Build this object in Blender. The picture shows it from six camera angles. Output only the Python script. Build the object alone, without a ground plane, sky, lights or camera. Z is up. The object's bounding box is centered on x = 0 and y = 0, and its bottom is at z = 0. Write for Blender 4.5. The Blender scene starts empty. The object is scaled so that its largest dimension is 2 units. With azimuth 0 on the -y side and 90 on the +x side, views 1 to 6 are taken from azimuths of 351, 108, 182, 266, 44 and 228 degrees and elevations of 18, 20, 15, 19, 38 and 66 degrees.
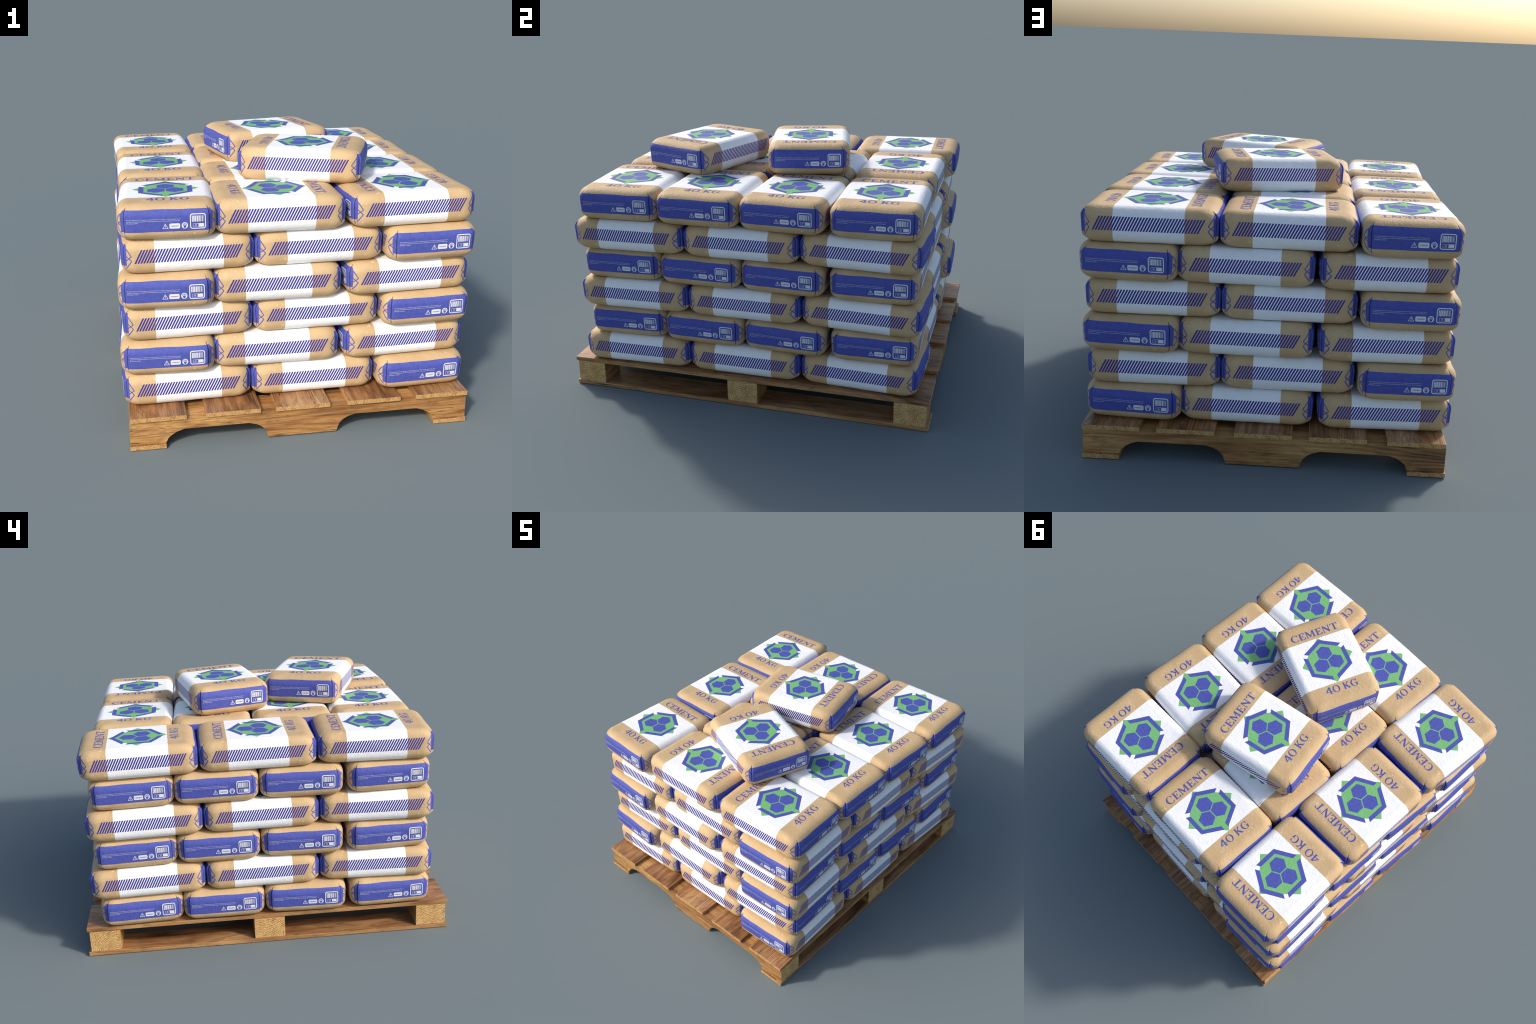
# A wooden pallet stacked with six layers of paper cement bags and two loose bags on top.
import bpy, bmesh, math, random
from mathutils import Vector, Matrix, noise
from mathutils.geometry import tessellate_polygon

random.seed(7)
noise.seed_set(3)
COL = bpy.context.scene.collection


# ------------------------------------------------------------------ node helper
class V:
    """One scalar value in a shader tree, with arithmetic that adds Math nodes."""
    def __init__(self, tree, sock):
        self.t, self.s = tree, sock

    def _m(self, op, *others):
        n = self.t.nodes.new("ShaderNodeMath")
        n.operation = op
        for i, o in enumerate((self,) + others):
            if isinstance(o, V):
                self.t.links.new(o.s, n.inputs[i])
            else:
                n.inputs[i].default_value = o
        return V(self.t, n.outputs[0])

    def __add__(self, o): return self._m("ADD", o)
    def __sub__(self, o): return self._m("SUBTRACT", o)
    def __mul__(self, o): return self._m("MULTIPLY", o)
    __rmul__ = __mul__
    __radd__ = __add__
    def __neg__(self): return self * -1.0
    def __abs__(self): return self._m("ABSOLUTE")
    def __and__(self, o): return self._m("MULTIPLY", o)
    def __or__(self, o): return self._m("MAXIMUM", o)
    def lt(self, o): return self._m("LESS_THAN", o)
    def gt(self, o): return self._m("GREATER_THAN", o)
    def max(self, o): return self._m("MAXIMUM", o)
    def min(self, o): return self._m("MINIMUM", o)
    def sign(self): return self._m("SIGN")
    def fract(self): return self._m("FRACT")
    def between(self, a, b): return self.gt(a) & self.lt(b)
    def no(self): return (self * -1.0) + 1.0


def srgb(r, g, b):
    f = lambda c: c / 12.92 if c <= 0.04045 else ((c + 0.055) / 1.055) ** 2.4
    return (f(r / 255), f(g / 255), f(b / 255), 1.0)


def new_material(name):
    m = bpy.data.materials.new(name)
    m.use_nodes = True
    t = m.node_tree
    return m, t, t.nodes["Principled BSDF"]


def tex(t, kind, vec=None, **inputs):
    n = t.nodes.new("ShaderNodeTex" + kind)
    if vec is not None:
        t.links.new(vec, n.inputs["Vector"])
    for k, v in inputs.items():
        if k in n.inputs:
            n.inputs[k].default_value = v
        else:
            setattr(n, k, v)
    return n


def mapping(t, vec, scale=(1, 1, 1), loc=(0, 0, 0)):
    n = t.nodes.new("ShaderNodeMapping")
    t.links.new(vec, n.inputs["Vector"])
    n.inputs["Scale"].default_value = scale
    n.inputs["Location"].default_value = loc
    return n.outputs[0]


def ramp(t, fac, stops):
    n = t.nodes.new("ShaderNodeValToRGB")
    t.links.new(fac, n.inputs[0])
    e = n.color_ramp.elements
    while len(e) < len(stops):
        e.new(0.5)
    for el, (p, c) in zip(e, stops):
        el.position, el.color = p, c
    return n.outputs[0]


def mix(t, fac, a, b, mode="MIX"):
    n = t.nodes.new("ShaderNodeMix")
    n.data_type, n.blend_type = "RGBA", mode
    for sock, v in ((n.inputs[0], fac), (n.inputs[6], a), (n.inputs[7], b)):
        if isinstance(v, V):
            t.links.new(v.s, sock)
        elif isinstance(v, bpy.types.NodeSocket):
            t.links.new(v, sock)
        else:
            sock.default_value = v
    return n.outputs[2]


def object_xyz(t):
    c = t.nodes.new("ShaderNodeTexCoord")
    s = t.nodes.new("ShaderNodeSeparateXYZ")
    t.links.new(c.outputs["Object"], s.inputs[0])
    return c.outputs["Object"], V(t, s.outputs[0]), V(t, s.outputs[1]), V(t, s.outputs[2])


# ------------------------------------------------------------------ bag dimensions (metres)
HALF_L, HALF_W, BAG_H = 0.3095, 0.2235, 0.1670
PITCH = 0.1670                     # height from one layer to the next
DECK_Z = 0.168                     # top of the pallet deck
TOP_RX, TOP_RY, TOP_RZ = 0.060, 0.046, 0.052
BOT_R, BOT_RZ = 0.050, 0.047
CORNER = 0.072                     # rounding of the bag in plan
BAND = 0.158                       # half length of the white band
PANEL_Z0, PANEL_Z1, PANEL_Y = 0.045, 0.1455, 0.2075
STRIPE_Z0, STRIPE_Z1, STRIPE_N = 0.061, 0.125, 36

BLUE = srgb(79, 88, 170)
STRIPE_BLUE = srgb(58, 52, 146)
GREEN = srgb(122, 187, 120)
TAN = srgb(206, 175, 131)
WHITE = srgb(250, 249, 247)


def paper_bump(t, vec, bsdf, strength=1.0):
    """Fine crumple of the sack paper, the same on the sack and on its printing."""
    warp = tex(t, "Noise", mapping(t, vec, (14, 14, 14)), Scale=1.0, Detail=2.0)
    add = t.nodes.new("ShaderNodeVectorMath")
    add.operation = "MULTIPLY_ADD"
    t.links.new(warp.outputs["Color"], add.inputs[0])
    add.inputs[1].default_value = (0.05, 0.05, 0.05)
    t.links.new(vec, add.inputs[2])
    fine = tex(t, "Noise", add.outputs[0], Scale=95.0, Detail=4.0, Roughness=0.55)
    folds = tex(t, "Noise", mapping(t, add.outputs[0], (1, 1.4, 1.2)), Scale=30.0, Detail=3.0, Roughness=0.5)
    ridge = abs(V(t, folds.outputs[0]) - 0.5)._m("POWER", 0.6)
    h = V(t, fine.outputs[0]) * 0.45 + ridge * 1.1
    b = t.nodes.new("ShaderNodeBump")
    b.inputs["Strength"].default_value = 0.43 * strength
    b.inputs["Distance"].default_value = 0.0042
    t.links.new(h.s, b.inputs["Height"])
    t.links.new(b.outputs[0], bsdf.inputs["Normal"])


def make_sack_material():
    m, t, p = new_material("printed_sack_paper")
    vec, x, y, z = object_xyz(t)
    u, v = -y, x                                    # reading direction / towards the word end
    ax, ay = abs(x), abs(y)

    # --- bare paper: brown kraft with fibres, and pale round flecks
    n1 = tex(t, "Noise", vec, Scale=9.0, Detail=4.0)
    n2 = tex(t, "Noise", vec, Scale=170.0, Detail=3.0)
    tone = V(t, n1.outputs[0]) * 0.8 + V(t, n2.outputs[0]) * 0.2
    kraft = ramp(t, tone.s, [(0.34, srgb(199, 167, 123)), (0.52, TAN), (0.68, srgb(212, 183, 140))])
    spot = tex(t, "Voronoi", vec, Scale=42.0, feature="F1", Randomness=1.0)
    keep = tex(t, "WhiteNoise", spot.outputs["Position"])
    r = V(t, keep.outputs["Value"])
    size = (r - 0.45) * 0.46
    d = V(t, spot.outputs["Distance"])
    fleck = d.lt(size)
    core = d.lt(size * 0.5)
    kraft = mix(t, fleck * 0.62 + core * -0.3, kraft, srgb(234, 212, 158))
    wn = tex(t, "Noise", vec, Scale=28.0, Detail=3.0)
    white = ramp(t, wn.outputs[0], [(0.35, srgb(246, 246, 246)), (0.6, WHITE)])

    band = ax.lt(BAND)
    col = mix(t, band, kraft, white)

    # --- emblem on the upper face
    face = z.gt(BAG_H - 0.012)
    au, av = abs(u), abs(v)
    hexd = lambda a, b: abs(a).max(abs(a) * 0.5 + abs(b) * 0.8660254)
    big = hexd(u, v)
    diamond = (au + av).lt(0.158) | (big.lt(0.1045) & v.lt(0.04))
    ring = big.between(0.1030, 0.1272)
    slot_low = au.lt(0.0140) & v.lt(0.0)
    side = abs(v * 0.8660254 - au * 0.5).lt(0.0118) & v.gt(0.02)
    ring = ring & (slot_low | side).no()
    cell = 0.0475 * 0.8660254
    cells = hexd(u, v - 0.0503).lt(cell) | hexd(au - 0.0442, v + 0.0253).lt(cell)
    col = mix(t, face & diamond, col, GREEN)
    inks = face & (ring | cells)

    # --- blue panel on both ends, folded a little way round the corners
    wob = tex(t, "Noise", vec, Scale=11.0, Detail=1.0)
    wz = z + (V(t, wob.outputs[0]) - 0.5) * 0.006
    end = ax.gt(0.255)
    panel = end & ay.lt(PANEL_Y) & (ax.gt(0.2835) | ay.lt(0.187)) & wz.between(PANEL_Z0, PANEL_Z1)
    inks = inks | panel

    # --- open triangles printed round each corner next to the panel
    c = ax * -1.0 + 0.2855                          # runs round the corner, away from the panel edge
    az = abs(z - 0.0835)
    outer = abs(az + c * 1.55 - 0.048).lt(0.0042)
    cross = abs(az - abs(c - 0.0120) * 0.92).lt(0.0029)
    kite = (outer | cross) & c.between(-0.0005, 0.0245) & ay.gt(0.195)
    inks = inks | kite

    # --- slanted stripes along both sides
    a = x * (y.sign() * -1.0)
    s = a - (z - STRIPE_Z0) * 0.5 + 0.25
    period = (0.468 - 0.0078) / (STRIPE_N - 1)
    stripe = (s * (1.0 / period)).fract().lt(0.60) & s.between(0.0, 0.468) & z.between(STRIPE_Z0, STRIPE_Z1) & ay.gt(0.195)

    inknoise = tex(t, "Noise", vec, Scale=60.0, Detail=3.0)
    blue = ramp(t, inknoise.outputs[0], [(0.3, srgb(75, 84, 165)), (0.7, srgb(83, 92, 176))])
    col = mix(t, inks, col, blue)
    col = mix(t, stripe, col, STRIPE_BLUE)
    t.links.new(col, p.inputs["Base Color"])
    p.inputs["Roughness"].default_value = 0.62
    p.inputs["Specular IOR Level"].default_value = 0.3
    paper_bump(t, vec, p)
    return m


def make_ink_material(name, color, rough=0.6):
    m, t, p = new_material(name)
    vec, x, y, z = object_xyz(t)
    n = tex(t, "Noise", vec, Scale=150.0, Detail=3.0)
    dark = tuple(c * 0.93 for c in color[:3]) + (1,)
    t.links.new(ramp(t, n.outputs[0], [(0.35, dark), (0.6, color)]), p.inputs["Base Color"])
    p.inputs["Roughness"].default_value = rough
    p.inputs["Specular IOR Level"].default_value = 0.3
    paper_bump(t, vec, p, 0.6)
    return m


# ------------------------------------------------------------------ the sack surface
def profile():
    """Levels from the bottom to the top: (z, inset of the ends, inset of the sides)."""
    out = []
    for i in range(8):
        f = math.radians(90 * i / 7)
        out.append((BOT_RZ * (1 - math.cos(f)), 0.003 + BOT_R * (1 - math.sin(f)), 0.002 + BOT_R * (1 - math.sin(f))))
    z0, z1 = BOT_RZ, BAG_H - TOP_RZ
    for i in range(1, 7):
        k = i / 7
        out.append((z0 + (z1 - z0) * k, 0.003 * (1 - k), 0.002 * (1 - k)))
    for i in range(10):
        f = math.radians(90 - 90 * i / 9)
        out.append((z1 + TOP_RZ * (1 - (1 - math.cos(f))), TOP_RX * (1 - math.sin(f)), TOP_RY * (1 - math.sin(f))))
    return out


CREASE = 33.0                      # where the gusset fold runs on the rounded corner, in degrees
THETA = [0, 8, 16, 23, 28, 30.5, 31.8, 33, 34.2, 36, 40, 47, 55, 63, 72, 81, 90]


def ring_points(hx, hy, rc):
    """Rounded rectangle, anticlockwise; yields (x, y, nx, ny, theta in its corner or None)."""
    q = []
    for th in THETA:
        c, s = math.cos(math.radians(th)), math.sin(math.radians(th))
        q.append((hx - rc + rc * c, hy - rc + rc * s, c, s, th))
    pts = []
    pts += [(x, y, a, b, th) for x, y, a, b, th in q]
    for i in range(1, 14):
        pts.append((hx - rc - 2 * (hx - rc) * i / 14, hy, 0, 1, None))
    pts += [(-x, y, -a, b, th) for x, y, a, b, th in reversed(q)]
    for i in range(1, 9):
        pts.append((-hx, hy - rc - 2 * (hy - rc) * i / 9, -1, 0, None))
    pts += [(-x, -y, -a, -b, th) for x, y, a, b, th in q]
    for i in range(1, 14):
        pts.append((-hx + rc + 2 * (hx - rc) * i / 14, -hy, 0, -1, None))
    pts += [(x, -y, a, -b, th) for x, y, a, b, th in reversed(q)]
    for i in range(1, 9):
        pts.append((hx, -hy + rc + 2 * (hy - rc) * i / 9, 1, 0, None))
    return pts


def lump(p):
    """Soft unevenness of the filled sack."""
    return 0.0011 * noise.noise(p * 11.0) + 0.0007 * noise.noise(p * 31.0)


def end_bulge(y, z):
    return 0.0024 * max(0.0, 1 - (y / 0.19) ** 2) * max(0.0, 1 - ((z - 0.088) / 0.085) ** 2)


def side_bulge(x, z):
    return 0.0018 * max(0.0, 1 - (x / 0.28) ** 2) * max(0.0, 1 - ((z - 0.088) / 0.085) ** 2)


def sack_point(x, y, z, nx, ny, nz, th):
    p = Vector((x, y, z))
    n = Vector((nx, ny, nz)).normalized()
    d = lump(p)
    if nz < 0.9:
        d += end_bulge(y, z) * abs(nx) ** 3 + side_bulge(x, z) * abs(ny) ** 3
    if th is not None:      # the end panel stands proud like a pillow and stops at the slit of the folded gusset
        w = max(0.0, min(1.0, (z - 0.012) / 0.020, (0.160 - z) / 0.024))
        rc_gain = CORNER * (1 - math.cos(math.radians(min(th, 30.5)))) - 0.0040 * (min(th, 30.5) / 30.5) ** 2
        if th <= 30.5:
            p = p + Vector((math.copysign(rc_gain * w, x), 0, 0))
        else:
            k = abs(th - CREASE)
            if k < 2:
                d -= 0.0042 * w * (1 - k / 2.0)
    return p + n * d


def make_sack_mesh(mat, fold_mat):
    bm = bmesh.new()
    rings = []
    levels = profile()
    for li, (z, ex, ey) in enumerate(levels):
        rc = CORNER - 0.62 * max(ex, ey)
        z_a, e_a = levels[max(li - 1, 0)][0], levels[max(li - 1, 0)][1]
        z_b, e_b = levels[min(li + 1, len(levels) - 1)][0], levels[min(li + 1, len(levels) - 1)][1]
        nz = (e_b - e_a) / max(1e-5, math.hypot(e_b - e_a, z_b - z_a))
        nh = math.sqrt(max(0.0, 1 - nz * nz))
        ring = [bm.verts.new(sack_point(x, y, z, a * nh, b * nh, nz, th))
                for x, y, a, b, th in ring_points(HALF_L - ex, HALF_W - ey, rc)]
        rings.append(ring)

    def cap(last, z, ex, ey, up):
        hx, hy = HALF_L - ex, HALF_W - ey
        rc = CORNER - 0.62 * max(ex, ey)
        for k in (0.97, 0.90, 0.80, 0.68, 0.55, 0.42, 0.29, 0.16, 0.06):
            new = []
            for x, y, a, b, th in ring_points(hx, hy, rc):
                q = Vector((x * k, y * k, z))
                new.append(bm.verts.new(q + Vector((0, 0, lump(q) * up))))
            join(last, new, up)
            last = new
        c = bm.verts.new(Vector((0, 0, z)) + Vector((0, 0, lump(Vector((0, 0, z))) * up)))
        n = len(last)
        for i in range(n):
            f = (last[i], last[(i + 1) % n], c)
            bm.faces.new(f if up > 0 else f[::-1])

    def join(a, b, up=1):
        n = len(a)
        for i in range(n):
            f = (a[i], a[(i + 1) % n], b[(i + 1) % n], b[i])
            bm.faces.new(f if up > 0 else f[::-1])

    angles = [q[4] for q in ring_points(HALF_L, HALF_W, CORNER)]
    for a, b, (z, _, _) in zip(rings, rings[1:], levels):
        join(a, b)
        if 0.016 < z < 0.150:                      # the slit of the fold is coloured dark brown
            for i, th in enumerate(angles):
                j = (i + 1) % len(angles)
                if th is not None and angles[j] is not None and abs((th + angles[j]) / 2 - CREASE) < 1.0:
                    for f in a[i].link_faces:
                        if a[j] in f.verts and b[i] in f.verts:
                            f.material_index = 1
    cap(rings[-1], *levels[-1], 1)
    cap(rings[0], *levels[0], -1)
    for f in bm.faces:
        f.smooth = True
    me = bpy.data.meshes.new("cement_bag")
    bm.to_mesh(me)
    bm.free()
    me.materials.append(mat)
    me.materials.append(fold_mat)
    return me


# ------------------------------------------------------------------ printed letters
def ellipse(cx, cy, rx, ry, a0, a1, n):
    return [(cx + rx * math.cos(math.radians(a0 + (a1 - a0) * i / n)), cy + ry * math.sin(math.radians(a0 + (a1 - a0) * i / n))) for i in range(n + 1)]


def round_letter(letter):
    outer = ellipse(0.48, 0.5, 0.48, 0.525, 52, 300 if letter == "G" else 318, 26)
    inner = ellipse(0.515, 0.5, 0.315, 0.465, 300 if letter == "G" else 322, 56, 22)
    spur = [(0.72, 0.83), (0.79, 0.66), (0.84, 0.66), (0.82, 1.0), (0.78, 1.0)]
    if letter == "G":
        return [outer + [(0.86, 0.09), (0.86, 0.38), (0.95, 0.41), (0.95, 0.45), (0.56, 0.45), (0.56, 0.41), (0.68, 0.38), (0.68, 0.09)] + inner + spur], 0.95
    return [outer + [(0.88, 0.24), (0.83, 0.22)] + inner + spur], 0.88


GLYPHS = {
    "T": ([[(0.02, 1), (0.84, 1), (0.86, 0.73), (0.81, 0.73), (0.75, 0.90), (0.52, 0.94), (0.52, 0.06), (0.67, 0.04), (0.67, 0), (0.19, 0), (0.19, 0.04), (0.34, 0.06), (0.34, 0.94), (0.11, 0.90), (0.05, 0.73), (0, 0.73)]], 0.86),
    "E": ([[(0, 1), (0.71, 1), (0.73, 0.75), (0.68, 0.75), (0.61, 0.91), (0.30, 0.94), (0.30, 0.545), (0.46, 0.555), (0.50, 0.66), (0.54, 0.66), (0.54, 0.37), (0.50, 0.37), (0.46, 0.48), (0.30, 0.49), (0.30, 0.06), (0.63, 0.09), (0.73, 0.28), (0.78, 0.28), (0.74, 0), (0, 0), (0, 0.04), (0.12, 0.06), (0.12, 0.94), (0, 0.96)]], 0.78),
    "N": ([[(0, 1), (0.27, 1), (0.77, 0.30), (0.77, 0.94), (0.64, 0.96), (0.64, 1), (0.98, 1), (0.98, 0.96), (0.85, 0.94), (0.85, -0.02), (0.76, -0.02), (0.20, 0.76), (0.20, 0.06), (0.33, 0.04), (0.33, 0), (0, 0), (0, 0.04), (0.12, 0.06), (0.12, 0.94), (0, 0.96)]], 0.98),
    "M": ([[(0, 1), (0.28, 1), (0.585, 0.31), (0.89, 1), (1.17, 1), (1.17, 0.96), (1.05, 0.94), (1.05, 0.06), (1.17, 0.04), (1.17, 0), (0.75, 0), (0.75, 0.04), (0.87, 0.06), (0.87, 0.78), (0.555, 0.05), (0.515, 0.05), (0.19, 0.78), (0.19, 0.06), (0.31, 0.04), (0.31, 0), (0, 0), (0, 0.04), (0.11, 0.06), (0.11, 0.94), (0, 0.96)]], 1.17),
    "K": ([[(0, 1), (0.42, 1), (0.42, 0.96), (0.30, 0.94), (0.30, 0.52), (0.64, 0.92), (0.55, 0.96), (0.55, 1), (0.90, 1), (0.90, 0.96), (0.78, 0.93), (0.49, 0.60), (0.84, 0.07), (0.97, 0.04), (0.97, 0), (0.55, 0), (0.55, 0.04), (0.62, 0.07), (0.37, 0.46), (0.30, 0.39), (0.30, 0.06), (0.42, 0.04), (0.42, 0), (0, 0), (0, 0.04), (0.12, 0.06), (0.12, 0.94), (0, 0.96)]], 0.97),
    "4": ([[(0.48, 1), (0.67, 1), (0.67, 0.37), (0.86, 0.37), (0.86, 0.29), (0.67, 0.29), (0.67, 0.06), (0.79, 0.04), (0.79, 0), (0.36, 0), (0.36, 0.04), (0.50, 0.06), (0.50, 0.29), (0, 0.29), (0, 0.37)], [(0.50, 0.80), (0.50, 0.37), (0.15, 0.37)]], 0.86),
    "0": ([ellipse(0.47, 0.5, 0.47, 0.53, 0, 352.8, 49), ellipse(0.47, 0.5, 0.285, 0.465, 352.8, 0, 49)], 0.94),
    "C": round_letter("C"),
    "G": round_letter("G"),
}


def add_loops(bm, loops, place, slot=0):
    """Fill the outline (first loop) minus its holes; place() maps 2D to 3D."""
    flat = [p for lp in loops for p in lp]
    verts = [bm.verts.new(place(*p)) for p in flat]
    for tri in tessellate_polygon([[Vector((p[0], p[1], 0)) for p in lp] for lp in loops]):
        a, b, c = (flat[i] for i in tri)
        turn = (b[0] - a[0]) * (c[1] - a[1]) - (b[1] - a[1]) * (c[0] - a[0])
        if abs(turn) < 1e-12:
            continue
        try:
            f = bm.faces.new([verts[i] for i in (tri if turn > 0 else tri[::-1])])
            f.material_index = slot
        except ValueError:
            pass


def write_word(bm, word, u0, u1, v0, v1, gap=0.13, space=0.52):
    """Set a word on the top face: letters run along u (= -y), their tops point to +x."""
    total, marks = 0.0, []
    for ch in word:
        if ch == " ":
            total += space
            continue
        loops, w = GLYPHS[ch]
        marks.append((loops, total))
        total += w + gap
    total -= gap
    k, h = (u1 - u0) / total, v1 - v0

    def put(px, py):
        y, x = -(u0 + px * k), v0 + py * h
        return Vector((x, y, BAG_H + lump(Vector((x, y, BAG_H))) + 0.0007))
    for loops, off in marks:
        add_loops(bm, [[(a + off, b) for a, b in lp] for lp in loops], put)


def make_lettering_mesh(mat):
    bm = bmesh.new()
    write_word(bm, "CEMENT", -0.1475, 0.1475, 0.1765, 0.2225, gap=0.07)
    write_word(bm, "40 KG", -0.0905, 0.1065, -0.2175, -0.1735, gap=0.05, space=0.38)
    me = bpy.data.meshes.new("lettering")
    bm.to_mesh(me)
    bm.free()
    me.materials.append(mat)
    return me


# ------------------------------------------------------------------ the white print on each end panel
def end_x(y, z):
    levels = profile()
    for (za, ea, _), (zb, eb, _) in zip(levels, levels[1:]):
        if za <= z <= zb:
            e = ea + (eb - ea) * (z - za) / (zb - za)
            break
    hx = HALF_L - e
    rc = CORNER - 0.62 * e
    over = max(0.0, abs(y) - (HALF_W - rc))
    th = math.degrees(math.asin(min(1.0, over / rc)))
    x = hx - 0.0040 * (th / 30.5) ** 2
    return x + end_bulge(y, z) + lump(Vector((hx, y, z)))


def make_label_mesh(white, blue):
    bm = bmesh.new()

    def place(lift):
        # seen from outside the +x end, u runs to the right (= +y)
        return lambda u, z: Vector((end_x(u, z) + lift, u, z))
    base, over, high = place(0.0014), place(0.0018), place(0.0022)

    def bar(u0, z0, u1, z1, where=base, slot=0, n=1):
        for i in range(n):
            a, b = z0 + (z1 - z0) * i / n, z0 + (z1 - z0) * (i + 1) / n
            add_loops(bm, [[(u0, a), (u1, a), (u1, b), (u0, b)]], where, slot)

    def rounded(u0, z0, u1, z1, r, n=5):
        out = []
        for cx, cz, a in ((u1 - r, z0 + r, -90), (u1 - r, z1 - r, 0), (u0 + r, z1 - r, 90), (u0 + r, z0 + r, 180)):
            out += ellipse(cx, cz, r, r, a, a + 90, n)
        return out

    # frame with the bar code and the small box
    add_loops(bm, [rounded(0.1030, 0.0545, 0.1740, 0.1255, 0.011), rounded(0.1073, 0.0588, 0.1697, 0.1212, 0.0075)[::-1]], base)
    rng = random.Random(11)
    u = 0.1115
    while u < 0.1640:
        w = rng.choice((0.0009, 0.0016, 0.0024, 0.0042))
        bar(u, 0.0880, min(u + w, 0.1655), 0.1160, n=2)
        u += w + rng.choice((0.0007, 0.0009, 0.0022))
    add_loops(bm, [rounded(0.1160, 0.0625, 0.1655, 0.0795, 0.002, 2), rounded(0.1172, 0.0637, 0.1405, 0.0783, 0.001, 2)[::-1]], base)
    add_loops(bm, [ellipse(0.1290, 0.0710, 0.0042, 0.0042, 0, 345, 23), ellipse(0.1290, 0.0710, 0.0032, 0.0032, 345, 0, 23)], base)
    bar(0.1284, 0.0685, 0.1296, 0.0735)
    # warning triangle with its exclamation mark
    add_loops(bm, [[(-0.0205, 0.0590), (0.0070, 0.0590), (-0.0068, 0.0840)], [(-0.0068, 0.0795), (0.0033, 0.0611), (-0.0169, 0.0611)]], base)
    bar(-0.0080, 0.0668, -0.0056, 0.0755)
    bar(-0.0080, 0.0626, -0.0056, 0.0650)
    # warning plate
    add_loops(bm, [rounded(0.0110, 0.0590, 0.0585, 0.0835, 0.006)], base)
    # face with goggles and mask in a disc
    add_loops(bm, [ellipse(0.0797, 0.0722, 0.0142, 0.0150, 0, 350, 35)], base)
    add_loops(bm, [ellipse(0.0797, 0.0725, 0.0098, 0.0108, 10, 170, 14) + ellipse(0.0797, 0.0740, 0.0085, 0.0070, 170, 10, 14)], over, 1)
    add_loops(bm, [[(0.0722, 0.0718), (0.0748, 0.0635), (0.0775, 0.0600), (0.0819, 0.0600), (0.0846, 0.0635), (0.0872, 0.0718)]], over, 1)
    bar(0.0712, 0.0728, 0.0882, 0.0790, over, 1)
    bar(0.0730, 0.0740, 0.0785, 0.0774, high)
    bar(0.0809, 0.0740, 0.0864, 0.0774, high)

    # three lines of small print, and the word on the plate
    def small(text, u0, u1, z0, size, where, slot):
        cu = bpy.data.curves.new("line", "FONT")
        cu.body, cu.size, cu.resolution_u, cu.offset = text, 1.0, 1, 0.012
        ob = bpy.data.objects.new("line", cu)
        COL.objects.link(ob)
        me = bpy.data.meshes.new_from_object(ob.evaluated_get(bpy.context.evaluated_depsgraph_get()))
        w = max(v.co.x for v in me.vertices)
        k = (u1 - u0) / w
        vs = [bm.verts.new(where(u0 + v.co.x * k, z0 + v.co.y * size)) for v in me.vertices]
        for f in me.polygons:
            if f.area > 1e-9:
                try:
                    bm.faces.new([vs[i] for i in (f.vertices if f.normal.z > 0 else reversed(f.vertices))]).material_index = slot
                except ValueError:
                    pass
        bpy.data.objects.remove(ob)
        bpy.data.curves.remove(cu)
        bpy.data.meshes.remove(me)
    small("Recommendations: Store on dry place once open must be use on 15 days on contact with water do not", -0.178, 0.060, 0.1020, 0.0052, base, 0)
    small("use follow the mixture ratio avoid direct contact with hands in case of contact with eyes and follow the", -0.178, 0.057, 0.0942, 0.0052, base, 0)
    small("EPI safety procedures", -0.178, -0.126, 0.0864, 0.0052, base, 0)
    small("WARNING", 0.0175, 0.0520, 0.0680, 0.0090, over, 1)
    me = bpy.data.meshes.new("safety_label")
    bm.to_mesh(me)
    bm.free()
    me.materials.append(white)
    me.materials.append(blue)
    return me


sack_mat = make_sack_material()
ink_blue = make_ink_material("blue_ink", BLUE)
ink_white = make_ink_material("white_ink", srgb(232, 233, 238))
fold_mat = make_ink_material("dark_fold", srgb(58, 40, 32), 0.8)  # dark brown colour for the slit faces of the gusset fold
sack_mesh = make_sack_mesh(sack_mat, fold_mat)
letter_mesh = make_lettering_mesh(ink_blue)
label_mesh = make_label_mesh(ink_white, ink_blue)


def place_bag(x, y, z, yaw):
    bag = bpy.data.objects.new("cement_bag", sack_mesh)
    bag.location, bag.rotation_euler = (x, y, z), (0, 0, math.radians(yaw))
    bag["label"] = "brown paper cement sack with white band and hexagon logo"
    bag["category"] = "cement bag"
    COL.objects.link(bag)
    for name, mesh, turn in (("lettering", letter_mesh, 0), ("safety_label", label_mesh, 0), ("safety_label", label_mesh, math.pi)):
        o = bpy.data.objects.new(name, mesh)
        o.rotation_euler = (0, 0, turn)
        o.parent = bag
        COL.objects.link(o)


# One layer of eleven bags: a column of three lengthways, two columns of four crossways.
# Each line: centre x, centre y, direction of the word end, small skew.
LAYER = [
    (-0.603, -0.612, 90, -2.8), (-0.602, 0.019, 90, 0.3), (-0.614, 0.645, 90, 2.2),
    (-0.089, -0.678, 0, -0.4), (-0.086, -0.222, 0, 0.5), (-0.084, 0.236, 0, -0.8), (-0.080, 0.688, 0, 0.2),
    (0.541, -0.676, 180, 2.6), (0.543, -0.219, 180, -0.5), (0.543, 0.239, 180, -2.6), (0.540, 0.692, 180, 1.3),
]
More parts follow.
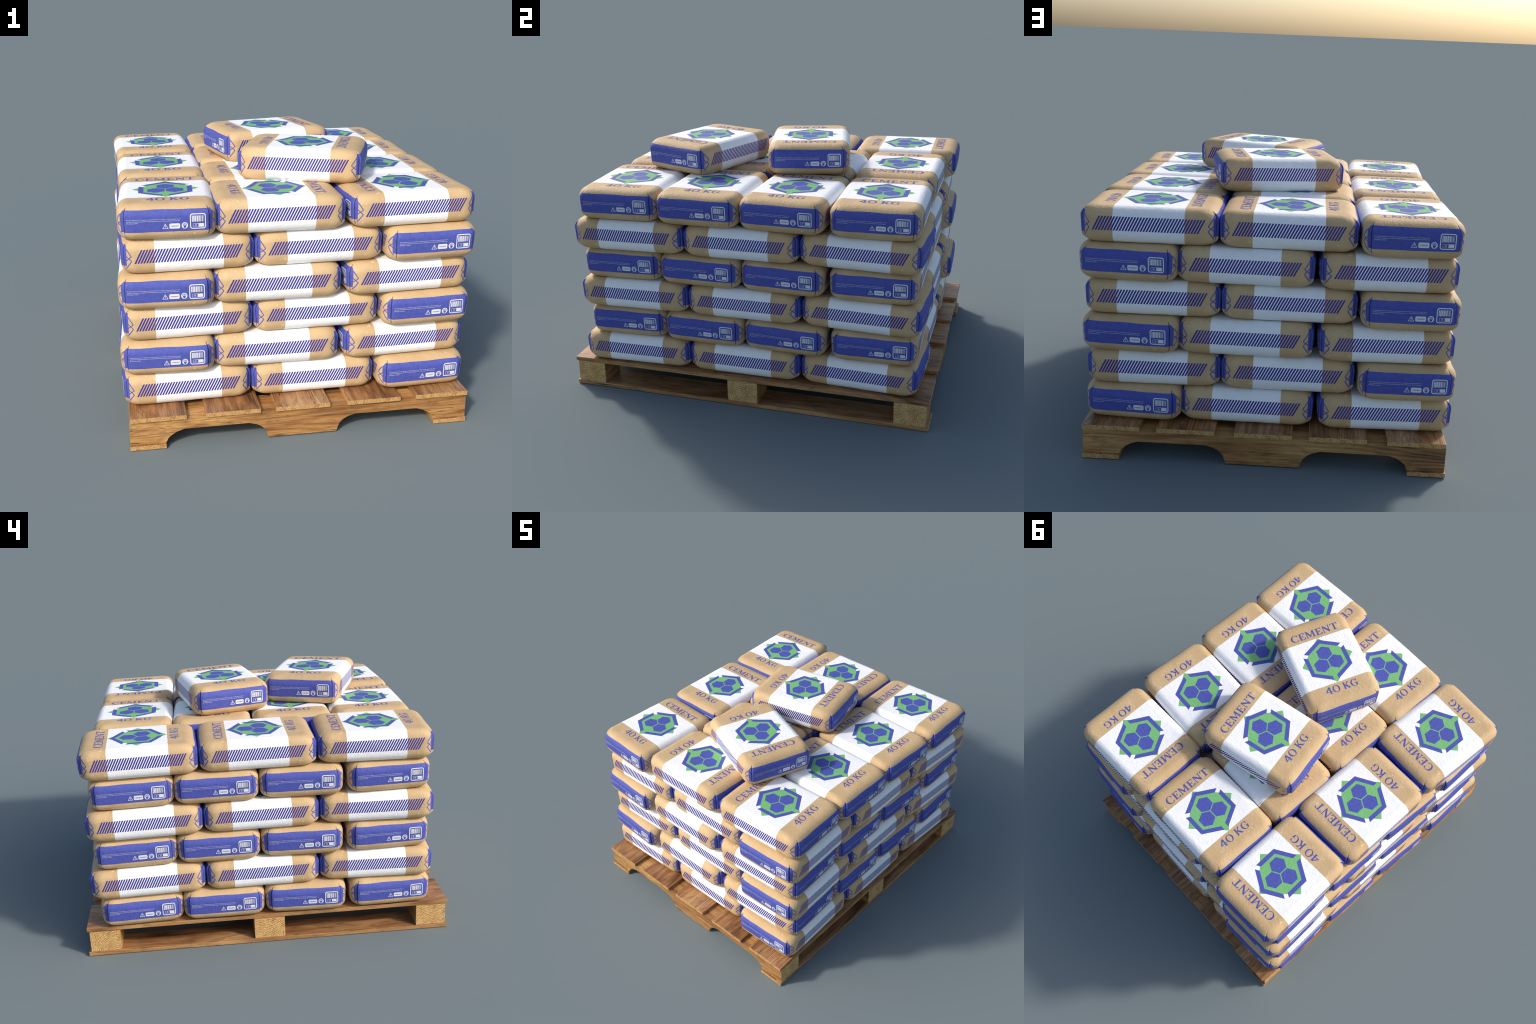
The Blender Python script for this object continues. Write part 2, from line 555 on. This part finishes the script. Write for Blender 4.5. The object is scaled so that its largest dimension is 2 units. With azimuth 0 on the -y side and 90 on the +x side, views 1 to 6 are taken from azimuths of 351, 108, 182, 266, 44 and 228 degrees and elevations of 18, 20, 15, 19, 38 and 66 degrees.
# Alternate layers are the same layer turned half round; each sits a little off the one below.
SHIFT = [(-0.007, 0.021), (-0.020, 0.004), (0.006, 0.030), (-0.014, -0.003), (0.015, 0.024), (0.0, 0.0)]
for level, (dx, dy) in enumerate(SHIFT):
    turned = level % 2 == 0
    for x, y, way, skew in LAYER:
        if turned:
            x, y, way = -x, -y, way + 180
        place_bag(x + dx, y + dy, DECK_Z + PITCH * level, way + skew)
# two loose bags thrown on top
place_bag(0.119, -0.396, DECK_Z + PITCH * 6 - 0.0045, -20.8)
place_bag(0.014, 0.175, DECK_Z + PITCH * 6 - 0.0045, 12.4)


# ------------------------------------------------------------------ the pallet
def make_wood_material(name, axis, dark, mid, light, grain_lines):
    """Sawn wood with grain running along one local axis."""
    m, t, p = new_material(name)
    vec, *_ = object_xyz(t)
    info = t.nodes.new("ShaderNodeObjectInfo")
    off = t.nodes.new("ShaderNodeVectorMath")
    off.operation = "MULTIPLY_ADD"
    t.links.new(info.outputs["Random"], off.inputs[0])
    off.inputs[1].default_value = (17.0, 9.0, 23.0)
    t.links.new(vec, off.inputs[2])
    base = off.outputs[0]
    along = {"x": (0.10, 1, 1), "y": (1, 0.10, 1)}[axis]
    warp = tex(t, "Noise", mapping(t, base, tuple(9 * a for a in along)), Scale=1.0, Detail=3.0)
    add = t.nodes.new("ShaderNodeVectorMath")
    add.operation = "MULTIPLY_ADD"
    t.links.new(warp.outputs["Color"], add.inputs[0])
    add.inputs[1].default_value = (0.07, 0.07, 0.07)
    t.links.new(mapping(t, base, along), add.inputs[2])
    rings = tex(t, "Noise", add.outputs[0], Scale=4.5, Detail=1.0)
    band = (V(t, rings.outputs[0]) * 17.0).fract()
    band = abs(band - 0.5) * 2.0
    fibre = tex(t, "Noise", mapping(t, base, tuple({1: 190, 0.10: 5}[a] for a in along)), Scale=1.0, Detail=4.0, Roughness=0.6)
    patch = tex(t, "Noise", mapping(t, base, tuple(5 * a ** 0.5 for a in along)), Scale=1.0, Detail=4.0)
    g = band * 0.16 + V(t, fibre.outputs[0]) * 0.52 + V(t, patch.outputs[0]) * 1.0 + -0.34
    col = ramp(t, g.s, [(0.22, dark), (0.44, mid), (0.70, light)])
    line = band.gt(0.86) & V(t, patch.outputs[0]).gt(0.46)
    col = mix(t, line * grain_lines, col, dark)
    knot = tex(t, "Voronoi", mapping(t, base, tuple({1: 3.4, 0.10: 1.5}[a] for a in along)), Scale=1.0, feature="F1")
    kd = V(t, knot.outputs["Distance"]) + (V(t, warp.outputs[0]) - 0.5) * 0.10
    kr = abs((kd * 22.0).fract() - 0.5).gt(0.36) & kd.lt(0.24)
    col = mix(t, kr * (kd * -3.4 + 0.84).max(0.0) * (grain_lines * 1.6), col, dark)
    col = mix(t, kd.lt(0.045) * 0.6, col, dark)
    crack = tex(t, "Noise", mapping(t, base, tuple({1: 70, 0.10: 1.6}[a] for a in along)), Scale=1.0, Detail=2.0)
    cr = V(t, crack.outputs[0])
    stain = tex(t, "Noise", mapping(t, base, tuple(26 * a ** 0.4 for a in along)), Scale=1.0, Detail=5.0, Roughness=0.65)
    col = mix(t, (V(t, stain.outputs[0]) - 0.52).max(0.0) * 2.6, col, dark)
    slit = abs(cr - 0.5).lt(0.006) & V(t, patch.outputs[0]).gt(0.5)
    col = mix(t, slit * 0.8, col, srgb(38, 24, 14))
    t.links.new(col, p.inputs["Base Color"])
    p.inputs["Roughness"].default_value = 0.40
    h = V(t, fibre.outputs[0]) * 0.6 + band * 0.25 + slit * -0.8
    b = t.nodes.new("ShaderNodeBump")
    b.inputs["Strength"].default_value = 0.7
    b.inputs["Distance"].default_value = 0.003
    t.links.new(h.s, b.inputs["Height"])
    t.links.new(b.outputs[0], p.inputs["Normal"])
    return m


def make_end_grain_material(axis, ring_weight):
    m, t, p = new_material("end_grain_" + axis)
    vec, x, y, z = object_xyz(t)
    info = t.nodes.new("ShaderNodeObjectInfo")
    side, up = (y, z) if axis == "x" else (x, z)
    rnd = V(t, info.outputs["Random"])
    n = tex(t, "Noise", vec, Scale=16.0, Detail=4.0)
    cx = side + (rnd - 0.5) * 0.12
    cz = up + 0.07
    r = (cx * cx + cz * cz)._m("SQRT") + (V(t, n.outputs[0]) - 0.5) * 0.035
    ring = abs((r * 95.0).fract() - 0.5) * 2.0
    speck = tex(t, "Noise", vec, Scale=170.0, Detail=4.0, Roughness=0.7)
    patch = tex(t, "Noise", vec, Scale=24.0, Detail=3.0)
    fine = tex(t, "Noise", vec, Scale=420.0, Detail=3.0, Roughness=0.7)
    pores = V(t, fine.outputs[0]).gt(0.62) * V(t, patch.outputs[0])
    g = ring * ring_weight + V(t, speck.outputs[0]) * 0.95 + V(t, patch.outputs[0]) * 0.45 + pores * -0.45 + -0.26
    col = ramp(t, g.s, [(0.18, srgb(80, 50, 26)), (0.36, srgb(160, 114, 66)), (0.56, srgb(214, 168, 104)), (0.76, srgb(234, 200, 134))])
    t.links.new(col, p.inputs["Base Color"])
    p.inputs["Roughness"].default_value = 0.7
    b = t.nodes.new("ShaderNodeBump")
    b.inputs["Strength"].default_value = 0.8
    b.inputs["Distance"].default_value = 0.003
    t.links.new(g.s, b.inputs["Height"])
    t.links.new(b.outputs[0], p.inputs["Normal"])
    return m


deck_mat = make_wood_material("weathered_deck_wood", "y", srgb(64, 42, 26), srgb(148, 102, 64), srgb(202, 156, 106), 0.40)
edge_mat = make_wood_material("sawn_board_edge", "y", srgb(84, 58, 34), srgb(164, 118, 72), srgb(204, 156, 100), 0.10)
beam_mat = make_wood_material("weathered_beam_wood", "x", srgb(72, 46, 24), srgb(160, 112, 64), srgb(208, 160, 98), 0.24)
end_y, end_x_mat = make_end_grain_material("y", 0.10), make_end_grain_material("x", 0.24)

pallet = bpy.data.objects.new("wooden_pallet", None)
pallet["label"] = "weathered brown wooden shipping pallet with notched beams"
pallet["category"] = "pallet"
COL.objects.link(pallet)


def finish_part(bm, name, centre, mats, end_axis, bevel=0.0022):
    """Round the edges, mark the end grain, roughen slightly and hang the part on the pallet."""
    bm.normal_update()
    sharp = [e for e in bm.edges if len(e.link_faces) == 2 and e.calc_face_angle(0) > 0.35]
    bmesh.ops.bevel(bm, geom=sharp, offset=bevel, segments=2, profile=0.6, affect="EDGES")
    bm.normal_update()
    for f in bm.faces:
        f.material_index = 1 if abs(f.normal[end_axis]) > 0.8 else 2 if len(mats) > 2 and abs(f.normal.z) < 0.5 else 0
        f.smooth = False
    for v in bm.verts:
        p = v.co + centre
        w = noise.noise_vector(p * 9.0) * 0.0009
        w.z *= 0.5
        if v.co.z + centre.z < 0.002:
            w.z = 0
        v.co += w
    me = bpy.data.meshes.new(name)
    bm.to_mesh(me)
    bm.free()
    for m in mats:
        me.materials.append(m)
    o = bpy.data.objects.new(name, me)
    o.location = centre
    o.parent = pallet
    COL.objects.link(o)


def box(x0, x1, y0, y1, z0, z1, cuts):
    c = Vector(((x0 + x1) / 2, (y0 + y1) / 2, (z0 + z1) / 2))
    bm = bmesh.new()
    bmesh.ops.create_cube(bm, size=1.0)
    for v in bm.verts:
        v.co = Vector((v.co.x * (x1 - x0), v.co.y * (y1 - y0), v.co.z * (z1 - z0)))
    for i in range(1, cuts):
        yy = -(y1 - y0) / 2 + (y1 - y0) * i / cuts
        bmesh.ops.bisect_plane(bm, geom=bm.verts[:] + bm.edges[:] + bm.faces[:], plane_co=(0, yy, 0), plane_no=(0, 1, 0))
    return bm, c


for x0, x1 in ((-0.831, -0.566), (-0.476, -0.211), (-0.137, 0.129), (0.217, 0.484), (0.561, 0.828)):
    bm, c = box(x0, x1, -1.0, 1.0, 0.1448, 0.1676, 20)
    finish_part(bm, "deck_board", c, (deck_mat, end_y, edge_mat), 1)
for x0, x1 in ((-0.838, -0.666), (0.659, 0.829)):
    bm, c = box(x0, x1, -1.0, 1.0, 0.0, 0.0222, 20)
    finish_part(bm, "bottom_board", c, (deck_mat, end_y, edge_mat), 1)

# Notched beams: half of the outline, from the outer end to the middle foot.
HALF = [(0.8315, 0.0226), (0.6625, 0.0226), (0.6515, 0.0470), (0.6325, 0.0635), (0.6105, 0.0765), (0.5755, 0.0885),
        (0.2625, 0.0890), (0.2265, 0.0785), (0.2020, 0.0650), (0.1825, 0.0440), (0.1690, 0.0030)]
for y0, y1 in ((-0.988, -0.822), (-0.084, 0.085), (0.820, 0.987)):
    outline = [(-0.8315, 0.1442)] + [(-x, z) for x, z in HALF] + [(x, z) for x, z in reversed(HALF)] + [(0.8315, 0.1442)]
    bm = bmesh.new()
    c = Vector((-0.0035, (y0 + y1) / 2, 0.08))
    front = [bm.verts.new((x, y0 - c.y, z - c.z)) for x, z in outline]
    back = [bm.verts.new((x, y1 - c.y, z - c.z)) for x, z in outline]
    bm.faces.new(front)
    bm.faces.new(back[::-1])
    for i in range(len(outline)):
        j = (i + 1) % len(outline)
        bm.faces.new((front[j], front[i], back[i], back[j]))
    bmesh.ops.recalc_face_normals(bm, faces=bm.faces[:])
    finish_part(bm, "stringer", c, (beam_mat, end_x_mat), 0, 0.0018)
